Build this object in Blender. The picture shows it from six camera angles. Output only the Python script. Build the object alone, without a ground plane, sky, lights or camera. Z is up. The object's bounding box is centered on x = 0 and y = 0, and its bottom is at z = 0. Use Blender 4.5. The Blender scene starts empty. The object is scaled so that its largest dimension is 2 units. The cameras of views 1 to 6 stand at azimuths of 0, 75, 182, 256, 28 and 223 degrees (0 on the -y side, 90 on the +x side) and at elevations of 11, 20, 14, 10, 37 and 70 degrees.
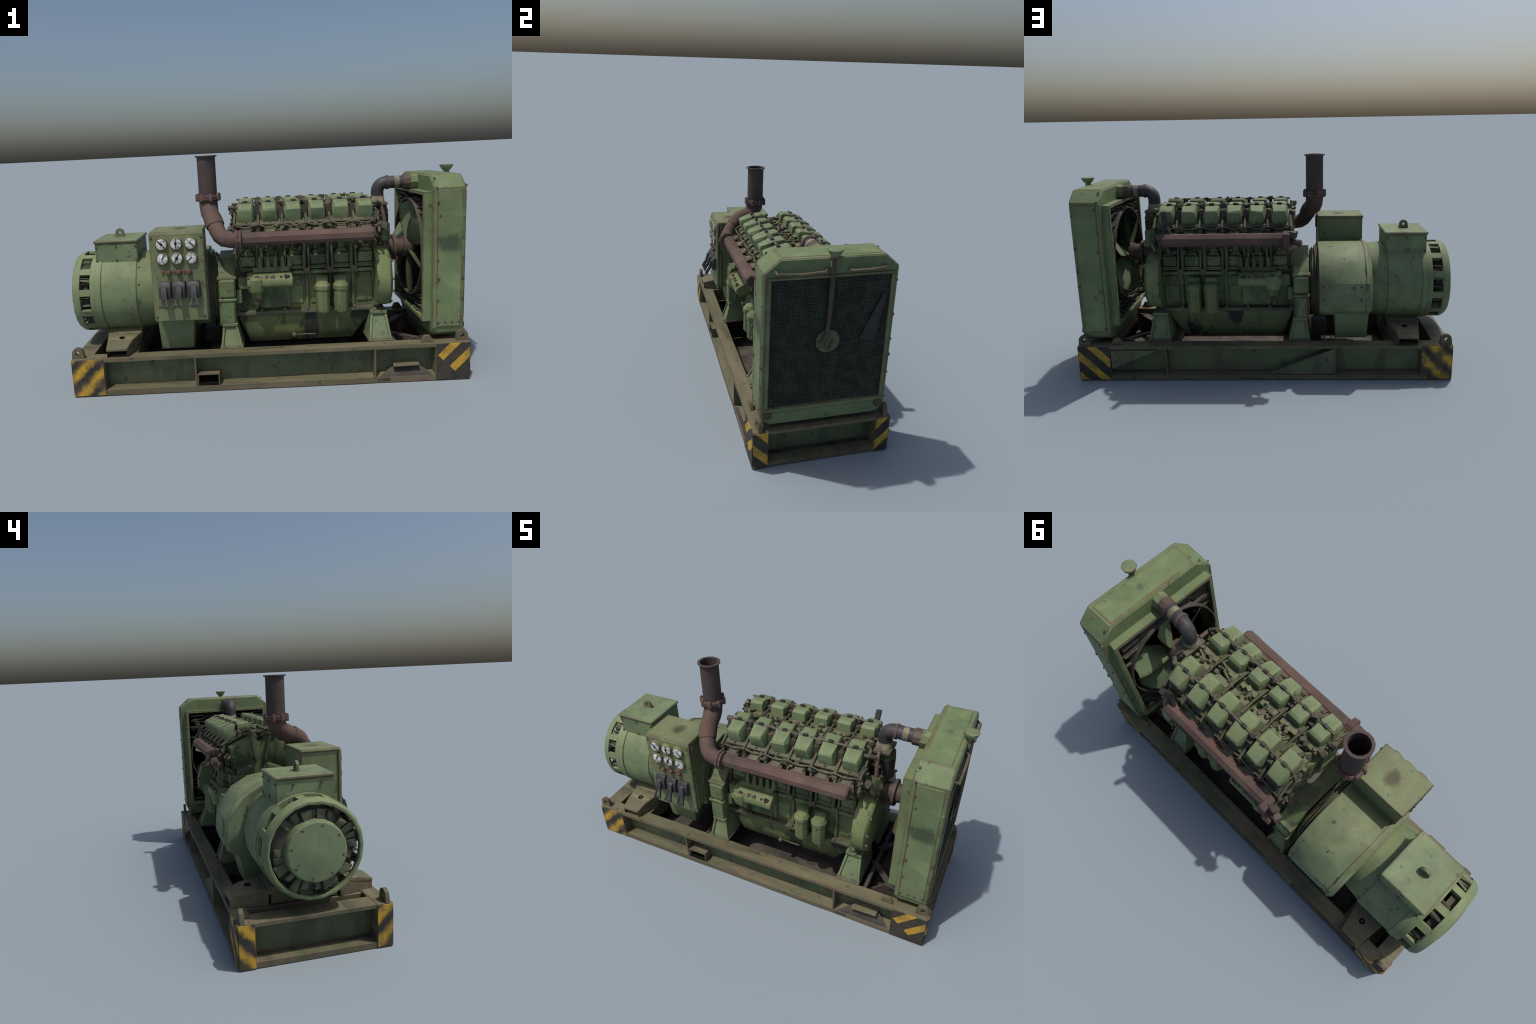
import bpy, bmesh, math, random
from mathutils import Vector, Matrix, noise
RND = random.Random(7)
YC = 0.012                       # symmetry plane of engine and alternator
PI = math.pi

# ------------------------------------------------------------------ materials
def new_mat(name):
    m = bpy.data.materials.new(name); m.use_nodes = True
    nt = m.node_tree; nt.nodes.clear()
    out = nt.nodes.new('ShaderNodeOutputMaterial')
    b = nt.nodes.new('ShaderNodeBsdfPrincipled')
    nt.links.new(b.outputs[0], out.inputs[0])
    return m, nt, b

class G:
    """tiny node-graph helper"""
    def __init__(s, nt):
        s.nt = nt; s.tc = nt.nodes.new('ShaderNodeTexCoord').outputs['Object']
    def put(s, sock, v):
        if isinstance(v, bpy.types.NodeSocket): s.nt.links.new(v, sock)
        elif isinstance(v, (tuple, list)) and len(v) == 3 and sock.type == 'RGBA': sock.default_value = (*v, 1)
        else: sock.default_value = v
    def math(s, op, a, b=0.0, c=0.0):
        n = s.nt.nodes.new('ShaderNodeMath'); n.operation = op
        s.put(n.inputs[0], a); s.put(n.inputs[1], b); s.put(n.inputs[2], c); return n.outputs[0]
    def vmath(s, op, a, b=(0, 0, 0)):
        n = s.nt.nodes.new('ShaderNodeVectorMath'); n.operation = op
        s.put(n.inputs[0], a); s.put(n.inputs[1], b)
        return n.outputs['Value'] if op in ('DISTANCE', 'DOT_PRODUCT', 'LENGTH') else n.outputs[0]
    def sep(s, v):
        n = s.nt.nodes.new('ShaderNodeSeparateXYZ'); s.put(n.inputs[0], v); return n.outputs
    def noise(s, scale, detail=3.0, rough=.55, off=(0, 0, 0), stretch=(1, 1, 1), vec=None):
        mp = s.nt.nodes.new('ShaderNodeMapping'); s.put(mp.inputs['Vector'], vec or s.tc)
        mp.inputs['Location'].default_value = off; mp.inputs['Scale'].default_value = stretch
        n = s.nt.nodes.new('ShaderNodeTexNoise'); s.put(n.inputs['Vector'], mp.outputs[0])
        n.inputs['Scale'].default_value = scale; n.inputs['Detail'].default_value = detail
        n.inputs['Roughness'].default_value = rough
        return n.outputs['Fac']
    def step(s, v, a, b, lo=0.0, hi=1.0):
        n = s.nt.nodes.new('ShaderNodeMapRange'); n.interpolation_type = 'SMOOTHSTEP'
        s.put(n.inputs[0], v); n.inputs[1].default_value = a; n.inputs[2].default_value = b
        n.inputs[3].default_value = lo; n.inputs[4].default_value = hi; return n.outputs[0]
    def mix(s, f, a, b):
        n = s.nt.nodes.new('ShaderNodeMix'); n.data_type = 'RGBA'
        s.put(n.inputs[0], f); s.put(n.inputs[6], a); s.put(n.inputs[7], b); return n.outputs[2]
    def edge(s, radius):
        bv = s.nt.nodes.new('ShaderNodeBevel'); bv.samples = 5; bv.inputs['Radius'].default_value = radius
        ge = s.nt.nodes.new('ShaderNodeNewGeometry')
        return s.math('SUBTRACT', 1.0, s.vmath('DOT_PRODUCT', bv.outputs[0], ge.outputs['Normal']))
    def bump(s, b, h, strength=.3, dist=.002):
        n = s.nt.nodes.new('ShaderNodeBump'); n.inputs['Strength'].default_value = strength
        n.inputs['Distance'].default_value = dist; s.put(n.inputs['Height'], h)
        s.nt.links.new(n.outputs[0], b.inputs['Normal'])

def paint(name, base, light=None, dark=None, dust=(.115, .098, .055), dust_amt=.35, spot=.6, spot_col=(.045, .032, .022),
          wear=.7, wear_col=(.12, .078, .048), grease=0.0, grease_col=(.018, .02, .02), stretch=(1, 1, 1),
          blots=(), streak=0.0, mottle=.32, rough=.62, metallic=0.0, off=0.0, radius=.009, spec=.3):
    m, nt, b = new_mat(name); g = G(nt)
    light = light or tuple(c * 1.22 for c in base); dark = dark or tuple(c * .74 for c in base)
    o = lambda k: (off + k * 3.1, off * .7 - k, k * 1.7)
    rnd = nt.nodes.new('ShaderNodeObjectInfo').outputs['Random']
    col = g.mix(g.step(g.noise(3.2, 3, off=o(1), stretch=stretch), .35, .65), dark, base)
    col = g.mix(g.step(g.noise(5.5, 4, off=o(2), stretch=stretch), .48, .72), col, light)
    if mottle:
        warm = tuple(min(1, c * k_) for c, k_ in zip(base, (1.22, 1.02, .92))); cool = tuple(c * k_ for c, k_ in zip(base, (.82, .96, 1.12)))
        col = g.mix(g.math('MULTIPLY', g.step(g.noise(17, 3, .55, off=o(9), stretch=stretch), .47, .62), mottle), col, warm)
        col = g.mix(g.math('MULTIPLY', g.step(g.noise(21, 3, .55, off=o(10), stretch=stretch), .50, .64), mottle), col, cool)
    if streak:
        ln = g.noise(5.5, 3, .55, off=o(11), stretch=(.45, 2.2, 2.6)); l2 = g.noise(6.5, 3, .55, off=o(12), stretch=(.5, 2.4, 2.8))
        col = g.mix(g.math('MULTIPLY', g.step(ln, .50, .64), streak), col, (.165, .138, .085))
        col = g.mix(g.math('MULTIPLY', g.step(l2, .55, .68), streak), col, (.12, .068, .042))
        col = g.mix(g.math('MULTIPLY', g.step(ln, .66, .74), streak), col, (.30, .28, .20))
        col = g.mix(g.math('MULTIPLY', g.step(l2, .45, .33), streak), col, (.048, .044, .034))
    if dust_amt: col = g.mix(g.math('MULTIPLY', g.step(g.noise(7.5, 5, .62, off=o(3), stretch=stretch), .46, .70), dust_amt), col, dust)
    if grease:
        gm = g.step(g.noise(6.0, 3, .5, off=o(4), stretch=(1.6, 1.6, .7)), .50, .60)
        col = g.mix(g.math('MULTIPLY', gm, grease), col, grease_col)
    if spot:
        sp = g.step(g.noise(24, 3, .6, off=o(5)), .635, .70)
        col = g.mix(g.math('MULTIPLY', sp, spot), col, spot_col)
        sp2 = g.step(g.noise(75, 2, .5, off=o(6)), .66, .72)
        col = g.mix(g.math('MULTIPLY', sp2, spot * .55), col, spot_col)
    if wear:
        e = g.step(g.edge(radius), .006, .085)
        br = g.step(g.noise(13, 4, .65, off=o(7)), .34, .54)
        col = g.mix(g.math('MULTIPLY', g.math('MULTIPLY', e, br), wear), col, wear_col)
    for (c, r, cc, a) in blots:
        d = g.vmath('DISTANCE', g.tc, c)
        d = g.math('ADD', d, g.math('MULTIPLY', g.math('SUBTRACT', g.noise(16, 3, off=o(8)), .5), r * 1.3))
        col = g.mix(g.step(d, r * .35, r * 1.05, a, 0.0), col, cc)
    b.inputs['Base Color'].default_value = (*base, 1)
    nt.links.new(col, b.inputs['Base Color'])
    b.inputs['Roughness'].default_value = rough; b.inputs['Metallic'].default_value = metallic
    b.inputs['Specular IOR Level'].default_value = spec
    g.bump(b, g.noise(55, 4, .6), .25, .0025)
    return m

def plain(name, col, rough=.6, spec=.3):
    m, nt, b = new_mat(name); g = G(nt)
    c = g.mix(g.step(g.noise(18, 4), .4, .65), tuple(x * .8 for x in col), tuple(x * 1.15 for x in col))
    nt.links.new(c, b.inputs['Base Color']); b.inputs['Roughness'].default_value = rough
    b.inputs['Specular IOR Level'].default_value = spec
    return m

def hazard(name, axis, phase, blur, grime, clip=False):
    m, nt, b = new_mat(name); g = G(nt); x, y, z = g.sep(g.tc)
    a = x if axis == 'x' else g.math('ABSOLUTE', g.math('SUBTRACT', y, YC))
    v = g.math('SUBTRACT', a, z)
    v = g.math('ADD', v, g.math('MULTIPLY', g.math('SUBTRACT', g.noise(30, 3), .5), .012 + blur * .25))
    f = g.math('FRACT', g.math('DIVIDE', g.math('SUBTRACT', v, phase), .117))
    tri = g.math('ABSOLUTE', g.math('SUBTRACT', f, .25))           # yellow around f = .25
    tri = g.math('MINIMUM', tri, g.math('SUBTRACT', 1.0, tri))
    w = .02 + blur
    if clip: tri = g.math('MAXIMUM', tri, g.math('MULTIPLY', g.math('MAXIMUM', g.math('LESS_THAN', g.math('ADD', x, z), .955), g.math('GREATER_THAN', v, .90)), .5))
    yel = g.mix(g.step(g.noise(22, 4, .65), .45, .7), (.50, .30, .030), (.28, .19, .045))
    blk = g.mix(g.step(g.noise(14, 4), .4, .7), (.028, .027, .026), (.055, .047, .035))
    col = g.mix(g.step(tri, .225 - w, .225 + w), yel, blk)
    dirt = g.math('MULTIPLY', g.step(g.noise(12, 5, .6, off=(3, 1, 7)), .42, .66), grime)
    col = g.mix(dirt, col, (.075, .062, .04))
    nt.links.new(col, b.inputs['Base Color']); b.inputs['Roughness'].default_value = .65
    b.inputs['Specular IOR Level'].default_value = .3
    g.bump(b, g.noise(50, 3), .2, .002)
    return m

GREEN = (.148, .196, .102)
M = {}
M['green'] = paint('green_paint', GREEN, light=(.180, .222, .112), dark=(.118, .165, .088))
M['cover'] = paint('green_paint_valve_cover', (.158, .206, .103), dust_amt=.18, spot=.5, wear=.35, off=2.0)
M['alternator'] = paint('green_paint_alternator', (.160, .210, .107), light=(.188, .236, .118), dust_amt=.22, spot=.5, wear=.5, off=4.0)
M['alternator_box'] = paint('green_paint_terminal_box', (.156, .204, .106), dust_amt=.25, spot=.5, wear=.95, radius=.014, off=5.0)
M['bell'] = paint('green_paint_stained_housing', (.156, .196, .102), dust=(.10, .088, .05), dust_amt=.5, spot=.7, wear=.6, off=6.0)
M['cabinet'] = paint('green_paint_cabinet', (.152, .186, .092), light=(.185, .214, .102), dust=(.14, .125, .06), dust_amt=.55, spot=.55, wear=.95, radius=.013, off=8.0,
                     blots=[((-.41, -.17, .785), .05, (.05, .04, .025), .8)])
M['radiator'] = paint('green_paint_radiator', (.152, .206, .097), dust_amt=.28, spot=.6, wear=.95, radius=.014, off=10.0,
                      blots=[((.885, -.292, .675), .065, (.035, .055, .032), .8), ((.88, .03, 1.0), .03, (.05, .05, .035), .5)])
M['engine'] = paint('green_paint_oily_engine', (.115, .165, .072), light=(.16, .20, .085), dust=(.10, .085, .05), dust_amt=.45, spot=.8, wear=.8, grease=.55, off=12.0)
M['sump'] = paint('green_paint_greasy_sump', (.130, .162, .070), light=(.185, .205, .085), dust_amt=.4, spot=.7, wear=.5, grease=.9, off=14.0)
M['pump'] = paint('green_paint_pump', (.155, .205, .085), light=(.2, .235, .11), dust_amt=.35, spot=.8, wear=.9, wear_col=(.15, .11, .08), off=16.0)
M['frame'] = paint('frame_paint_rusty', (.118, .116, .068), light=(.165, .148, .092), dark=(.078, .085, .048), dust=(.155, .118, .078), dust_amt=.75,
                   spot=.7, wear=.9, wear_col=(.12, .078, .052), stretch=(.35, 1, 1.2), off=18.0, streak=.55)
M['web'] = paint('frame_paint_web', (.108, .130, .070), light=(.128, .148, .078), dark=(.082, .102, .056), dust=(.11, .092, .052), dust_amt=.45,
                 spot=.7, wear=.3, grease=.3, stretch=(.6, 1, 1), off=20.0)
M['tar'] = paint('tarry_steel', (.042, .038, .034), light=(.06, .055, .045), dark=(.028, .027, .026), dust=(.09, .075, .05), dust_amt=.5, spot=.2, wear=.6, off=21.0)
M['floor'] = paint('frame_floor_dirty', (.075, .065, .055), dust=(.1, .085, .07), dust_amt=.5, spot=.3, wear=0, grease=.6, off=22.0)
M['rust'] = paint('exhaust_rust', (.101, .064, .055), light=(.130, .084, .070), dark=(.074, .051, .046), dust=(.135, .105, .08), dust_amt=.4,
                  spot=.4, spot_col=(.04, .03, .028), wear=.3, wear_col=(.15, .1, .075), off=24.0, rough=.8, spec=.2)
M['stack'] = paint('exhaust_soot', (.070, .053, .049), light=(.088, .066, .060), dark=(.050, .041, .040), dust=(.10, .068, .055), dust_amt=.5,
                   spot=.3, wear=.3, wear_col=(.14, .085, .065), off=26.0, rough=.8, spec=.2)
M['fitting'] = paint('dirty_fitting', (.095, .105, .062), light=(.14, .14, .085), dark=(.05, .052, .04), dust=(.08, .062, .045), dust_amt=.6, spot=.6, wear=.4, off=28.0)
M['winding'] = paint('dusty_winding', (.105, .118, .068), light=(.145, .150, .09), dark=(.065, .072, .046), dust=(.06, .05, .038), dust_amt=.6, spot=.6, wear=.2, off=29.0)
M['grime'] = paint('grimy_fitting', (.058, .056, .042), light=(.09, .085, .06), dark=(.032, .03, .026), dust_amt=.4, spot=.3, wear=.3, off=36.0)
M['valley'] = paint('green_paint_dusty', (.13, .155, .078), light=(.17, .18, .1), dust_amt=.5, spot=.6, wear=.5, off=38.0)
M['dark'] = plain('dark_fitting', (.034, .030, .028), .6)
M['brown'] = paint('brown_steel', (.072, .054, .044), dust=(.11, .09, .06), dust_amt=.5, wear=.5, off=30.0)
M['rubber'] = plain('black_rubber_hose', (.045, .044, .047), .55)
M['cream'] = paint('weathered_hose_band', (.29, .26, .18), light=(.38, .34, .24), dark=(.15, .125, .085), dust=(.09, .07, .055), dust_amt=.7, spot=.4, wear=0, off=32.0)
M['switch'] = plain('dark_switch_plastic', (.040, .039, .043), .5)
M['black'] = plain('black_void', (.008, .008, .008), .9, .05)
M['core'] = paint('radiator_core_dark', (.032, .036, .028), light=(.042, .047, .036), dark=(.025, .027, .022), dust_amt=.2, dust=(.04, .055, .04), spot=0, wear=0, off=34.0, rough=.8, spec=.1)  # core and mesh colours warmed to cancel the bluish sky reflection
M['core_fin'] = plain('radiator_core_mesh', (.056, .060, .048), .8, .05)
M['backfin'] = plain('bent_cooling_fin', (.085, .078, .062), .7, .2)
M['ring'] = plain('fan_ring_steel', (.075, .068, .055), .7, .2)
M['lamp'] = plain('rusty_lamp', (.105, .055, .040), .6)
M['dial'] = None
M['hazR'] = hazard('hazard_stripes', 'x', .692, .0, .3)
M['hazRn'] = hazard('hazard_stripes_overpainted', 'x', .692, .0, .3, True)
M['hazL'] = hazard('hazard_stripes_faded', 'x', -1.083, .18, .9)
M['hazRe'] = hazard('hazard_stripes_end', 'y', .195, .0, .4)
M['hazLe'] = hazard('hazard_stripes_end_faded', 'y', .215, .14, .75)
def dial_mat():
    m, nt, b = new_mat('gauge_dial'); g = G(nt)
    c = g.mix(g.step(g.noise(45, 3), .38, .62), (.30, .31, .29), (.68, .69, .67))
    nt.links.new(c, b.inputs['Base Color']); b.inputs['Roughness'].default_value = .3
    return m
M['dial'] = dial_mat()

# ------------------------------------------------------------------ geometry kit
class K:
    """mesh under construction: primitives are appended, each in its own bmesh, bevelled, then merged"""
    def __init__(s): s.v = []; s.f = []; s.mi = []
    def add(s, bm, mi=0, bevel=0.0, seg=1):
        if bevel:
            es = [e for e in bm.edges if len(e.link_faces) == 2 and e.calc_face_angle(0) > .45]
            if es: bmesh.ops.bevel(bm, geom=es, offset=bevel, segments=seg, affect='EDGES', clamp_overlap=True)
        bmesh.ops.recalc_face_normals(bm, faces=bm.faces)
        n = len(s.v); bm.verts.index_update()
        s.v += [v.co.copy() for v in bm.verts]
        for f in bm.faces: s.f.append([n + v.index for v in f.verts]); s.mi.append(mi)
        bm.free(); return s
    def hull(s, pts, mi=0, bevel=0.0, mat=None):
        bm = bmesh.new()
        for p in pts: bm.verts.new(mat @ Vector(p) if mat else Vector(p))
        r = bmesh.ops.convex_hull(bm, input=bm.verts)
        bmesh.ops.delete(bm, geom=[v for v in bm.verts if not v.link_faces], context='VERTS')
        bmesh.ops.dissolve_limit(bm, angle_limit=.02, verts=bm.verts, edges=bm.edges)
        return s.add(bm, mi, bevel)
    def box(s, x0, x1, y0, y1, z0, z1, mi=0, bevel=.0025, mat=None):
        return s.hull([(x, y, z) for x in (x0, x1) for y in (y0, y1) for z in (z0, z1)], mi, bevel, mat)
    def obox(s, c, size, rot=(0, 0, 0), mi=0, bevel=0.0):
        from mathutils import Euler
        m = Matrix.Translation(c) @ Euler(rot).to_matrix().to_4x4(); a, b, d = (k / 2 for k in size)
        return s.box(-a, a, -b, b, -d, d, mi, bevel, m)
    def prism(s, poly, axis, a, b, mi=0, bevel=.0025):
        """poly: 2-D outline (may be concave); axis 'x' -> (y,z), 'y' -> (x,z), 'z' -> (x,y)"""
        bm = bmesh.new()
        def P(p, t): return {'x': (t, p[0], p[1]), 'y': (p[0], t, p[1]), 'z': (p[0], p[1], t)}[axis]
        lo = [bm.verts.new(P(p, a)) for p in poly]; hi = [bm.verts.new(P(p, b)) for p in poly]
        bm.faces.new(lo); bm.faces.new(hi[::-1]); n = len(poly)
        for i in range(n): bm.faces.new((lo[i], lo[(i + 1) % n], hi[(i + 1) % n], hi[i]))
        return s.add(bm, mi, bevel)
    def revolve(s, prof, org, axis, n=24, mi=0, phase=0.0, closed=False):
        """prof: list of (distance along axis, radius); open ends are capped unless closed=True (ring section)"""
        bm = bmesh.new(); ax = Vector(axis).normalized(); org = Vector(org)
        u = ax.orthogonal().normalized() if abs(ax.x) < .99 else Vector((0, 1, 0)); w = ax.cross(u)
        rings = [[bm.verts.new(org + ax * t + (u * math.cos(phase + 2 * PI * i / n) + w * math.sin(phase + 2 * PI * i / n)) * r)
                  for i in range(n)] for t, r in prof]
        m = len(rings)
        for j in range(m if closed else m - 1):
            A, B = rings[j], rings[(j + 1) % m]
            for i in range(n): bm.faces.new((A[i], A[(i + 1) % n], B[(i + 1) % n], B[i]))
        if not closed: bm.faces.new(rings[0][::-1]); bm.faces.new(rings[-1])
        return s.add(bm, mi)
    def cyl(s, p0, p1, r0, r1=None, n=16, mi=0, chamfer=0.0):
        d = Vector(p1) - Vector(p0); L = d.length; r1 = r0 if r1 is None else r1
        pr = [(0, r0), (L, r1)] if not chamfer else [(0, r0 - chamfer), (chamfer, r0), (L - chamfer, r1), (L, r1 - chamfer)]
        return s.revolve(pr, p0, d, n, mi)
    def tube(s, path, r, n=12, mi=0, hollow=0.0):
        bm = bmesh.new(); P = [Vector(p) for p in path]; R = r if isinstance(r, (list, tuple)) else [r] * len(P)
        T = [((P[min(i + 1, len(P) - 1)] - P[max(i - 1, 0)])).normalized() for i in range(len(P))]
        u = T[0].orthogonal().normalized(); rings = []
        for i, p in enumerate(P):
            u = (u - T[i] * u.dot(T[i])).normalized(); w = T[i].cross(u)
            rings.append([bm.verts.new(p + (u * math.cos(2 * PI * k / n) + w * math.sin(2 * PI * k / n)) * R[i]) for k in range(n)])
        for A, B in zip(rings, rings[1:]):
            for k in range(n): bm.faces.new((A[k], A[(k + 1) % n], B[(k + 1) % n], B[k]))
        bm.faces.new(rings[0][::-1]); bm.faces.new(rings[-1])
        return s.add(bm, mi)
    def bolt(s, c, d, r=.006, h=.006, mi=0): 
        c = Vector(c); d = Vector(d).normalized(); return s.revolve([(0, r), (h * .8, r), (h, r * .7)], c, d, 6, mi)

ROOT = bpy.data.objects.new('diesel_generator', None); bpy.context.collection.objects.link(ROOT)
ROOT['label'] = 'weathered green diesel generator set on rusty skid frame'
ROOT['category'] = 'generator'
def make(name, k, mats, parent=None, angle=32, wob=.0, stuff=False, loc=None):
    me = bpy.data.meshes.new(name); me.from_pydata([tuple(v) for v in k.v], [], k.f)
    mats = mats if isinstance(mats, (list, tuple)) else [mats]
    for m in mats: me.materials.append(M[m])
    me.polygons.foreach_set('material_index', k.mi)
    if wob:
        for v in me.vertices: v.co += noise.noise_vector(v.co * 9.0 + Vector((len(name), 0, 0))) * wob
    me.polygons.foreach_set('use_smooth', [True] * len(me.polygons))
    me.update(); me.validate()
    me.set_sharp_from_angle(angle=math.radians(angle))
    o = bpy.data.objects.new(name, me); bpy.context.collection.objects.link(o)
    o.parent = parent or ROOT
    if loc: o.location = loc
    if stuff: o['kind'] = 'stuff'
    return o
def again(o, loc=(0, 0, 0), rot=(0, 0, 0), scale=(1, 1, 1)):
    c = o.copy(); bpy.context.collection.objects.link(c)
    c.location = loc; c.rotation_euler = rot; c.scale = scale; return c
def Yn(yp, s): return YC + yp * s        # s = -1 near (-y) side, +1 far side

# ------------------------------------------------------------------ skid frame
XL, XR, YN, YF, ZT = -.965, .983, -.321, .341, .19
k = K()                                                            # floor and cross members
k.box(XL + .05, XR - .05, YN + .05, YF - .05, .020, .030, 1, 0)
k.box(-.815, -.655, YN + .06, YF - .06, .10, .186, 0)
k.box(-.87, -.815, YN + .06, YF - .06, .04, .06, 0)
k.box(-.30, -.235, YN + .06, YF - .06, .03, .15, 1)
k.box(-.335, -.25, -.02, .10, .15, .225, 1)
k.box(.53, .60, YN + .06, YF - .06, .05, .165, 1)
k.box(.655, .83, YN + .06, YF - .06, .055, .065, 1); k.box(.64, .66, YN + .06, YF - .06, .03, .165, 1); k.box(.83, .91, YN + .06, YF - .06, .12, .182, 0)
for s in (-1, 1):                                                  # raking gussets in front of the engine
    k.prism([(.60, .05), (.80, .05), (.80, .185), (.735, .175)], 'y', Yn(.19, s) - .006, Yn(.19, s) + .006, 1)
    k.hull([(.62, Yn(.05, s), .16), (.66, Yn(.05, s), .16), (.80, Yn(.2, s), .165), (.76, Yn(.2, s), .165),
            (.62, Yn(.05, s), .17), (.66, Yn(.05, s), .17), (.80, Yn(.2, s), .178), (.76, Yn(.2, s), .178)], 1, .001)
base = make('base_frame', k, ['frame', 'floor'], wob=.002)

def channel(outer, inner, web, zb=.027, zt=.173):
    return [(outer, 0), (inner, 0), (inner, ZT), (outer, ZT), (outer, zt), (web, zt - .005), (web, zb + .007), (outer, zb)]
def side_beam(y_out, y_in, y_web):
    """channel split into flanges (rusty) and web (greener), cut fine along x so it can sag and wave"""
    k = K(); N = 24; xs = [XL + (XR - XL) * i / N for i in range(N + 1)]
    poly = channel(y_out, y_in, y_web); bm = bmesh.new()
    rings = [[bm.verts.new((x, p[0], p[1])) for p in poly] for x in xs]
    for A, B in zip(rings, rings[1:]):
        for i in range(8): bm.faces.new((A[i], A[(i + 1) % 8], B[(i + 1) % 8], B[i]))
    bm.faces.new(rings[0][::-1]); bm.faces.new(rings[-1])
    k.add(bm, 0, .002)
    s = -1 if y_out < 0 else 1
    k.box(XL + .16, XR - .17, min(y_web, y_web + s * .003), max(y_web, y_web + s * .003), .036, .166, 1, 0)
    return k
beam = make('side_beam', side_beam(YN, -.25, -.260), ['frame', 'web'], base, wob=.0022)
beam = make('side_beam', side_beam(YF, .270, .288), ['frame', 'web'], base, wob=.0022)
def end_beam(x_out, x_in, x_web):
    k = K(); k.prism([(p[0], p[1]) for p in channel(x_out, x_in, x_web, .024, .175)], 'y', YN + .05, YF - .05, 0)
    s = -1 if x_out < 0 else 1
    k.box(min(x_web, x_web + s * .003), max(x_web, x_web + s * .003), YN + .07, YF - .07, .036, .165, 1, 0)
    return k
make('end_beam', end_beam(XL + .002, -.872, -.890), ['frame', 'web'], base, wob=.002)
make('end_beam', end_beam(XR - .002, .885, .903), ['frame', 'web'], base, wob=.002)
# solid corner posts and their striped plates
for xs, (xa, xb) in ((-1, (XL, -.808)), (1, (.816, XR))):
    for ys, (ya, yb) in ((-1, (YN, -.25)), (1, (.270, YF))):
        k = K(); k.box(xa, xb, ya, yb, .001, ZT + .002, 0, .004)
        make('corner_post', k, 'frame', base, wob=.0015)
        k = K(); yo = YN if ys < 0 else YF
        k.box(xa + .002, xb - .002, min(yo, yo + ys * .003), max(yo, yo + ys * .003), .004, ZT - .002, 0, .001)
        make('hazard_plate', k, 'hazL' if xs < 0 else ('hazRn' if ys < 0 else 'hazR'), base)
        k = K(); xo = XL if xs < 0 else XR
        k.box(min(xo, xo + xs * .003), max(xo, xo + xs * .003), ya + .002, yb - .002, .004, ZT - .002, 0, .001)
        make('hazard_plate', k, 'hazLe' if xs < 0 else 'hazRe', base)
# web stiffeners and fork pockets on both sides
for ys, yo, yw in ((-1, YN, -.262), (1, YF, .290)):
    for x in (-.362, .52):
        k = K(); k.prism([(yo, .02), (yw, .02), (yw, .18), (yo, .18)], 'x', x - .004, x + .004, 0, .001)
        make('stiffener', k, 'frame', base, wob=.001)
    for xa, xb, za, zb in ((-.356, -.246, .026, .088),) if ys < 0 else ():
        k = K(); y0, y1 = sorted((yo - ys * .001, yw)); t = .006
        k.box(xa, xb, y0, y1, zb - t, zb, 0, .001); k.box(xb - t, xb, y0, y1, za, zb - t, 0, .001)
        k.box(xa, xa + t, y0, y1, za, zb - t, 0, .001)
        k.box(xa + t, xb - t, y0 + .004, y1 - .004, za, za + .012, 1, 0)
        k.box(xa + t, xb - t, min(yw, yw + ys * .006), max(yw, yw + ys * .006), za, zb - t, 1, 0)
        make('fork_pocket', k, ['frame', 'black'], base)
k = K()                                                            # crushed lower flange by the second pocket
k.hull([(.528, -.320, .024), (.62, -.268, .070), (.742, -.268, .074), (.815, -.320, .024), (.528, -.320, .004), (.815, -.320, .004), (.62, -.262, .004), (.742, -.262, .004)], 0, .002)
make('bent_flange', k, 'tar', base, wob=.002)
k = K(); k.hull([(.616, -.262, .088), (.742, -.262, .090), (.612, -.316, .080), (.740, -.314, .083), (.616, -.262, .082), (.742, -.262, .084), (.612, -.314, .074), (.740, -.312, .077)], 0, .001)
make('fork_pocket', k, 'frame', base)
k = K(); k.hull([(x, y, z) for y in (.285, .3395) for x, z in ((-.358, .170), (-.358, .03), (-.02, .03), (-.04, .045))], 0, .002)
k.hull([(x, y, z) for y in (.285, .3395) for x, z in ((.812, .168), (.812, .06), (.56, .168))], 0, .002)
make('buckled_web', k, 'web', base, wob=.003)
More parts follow.
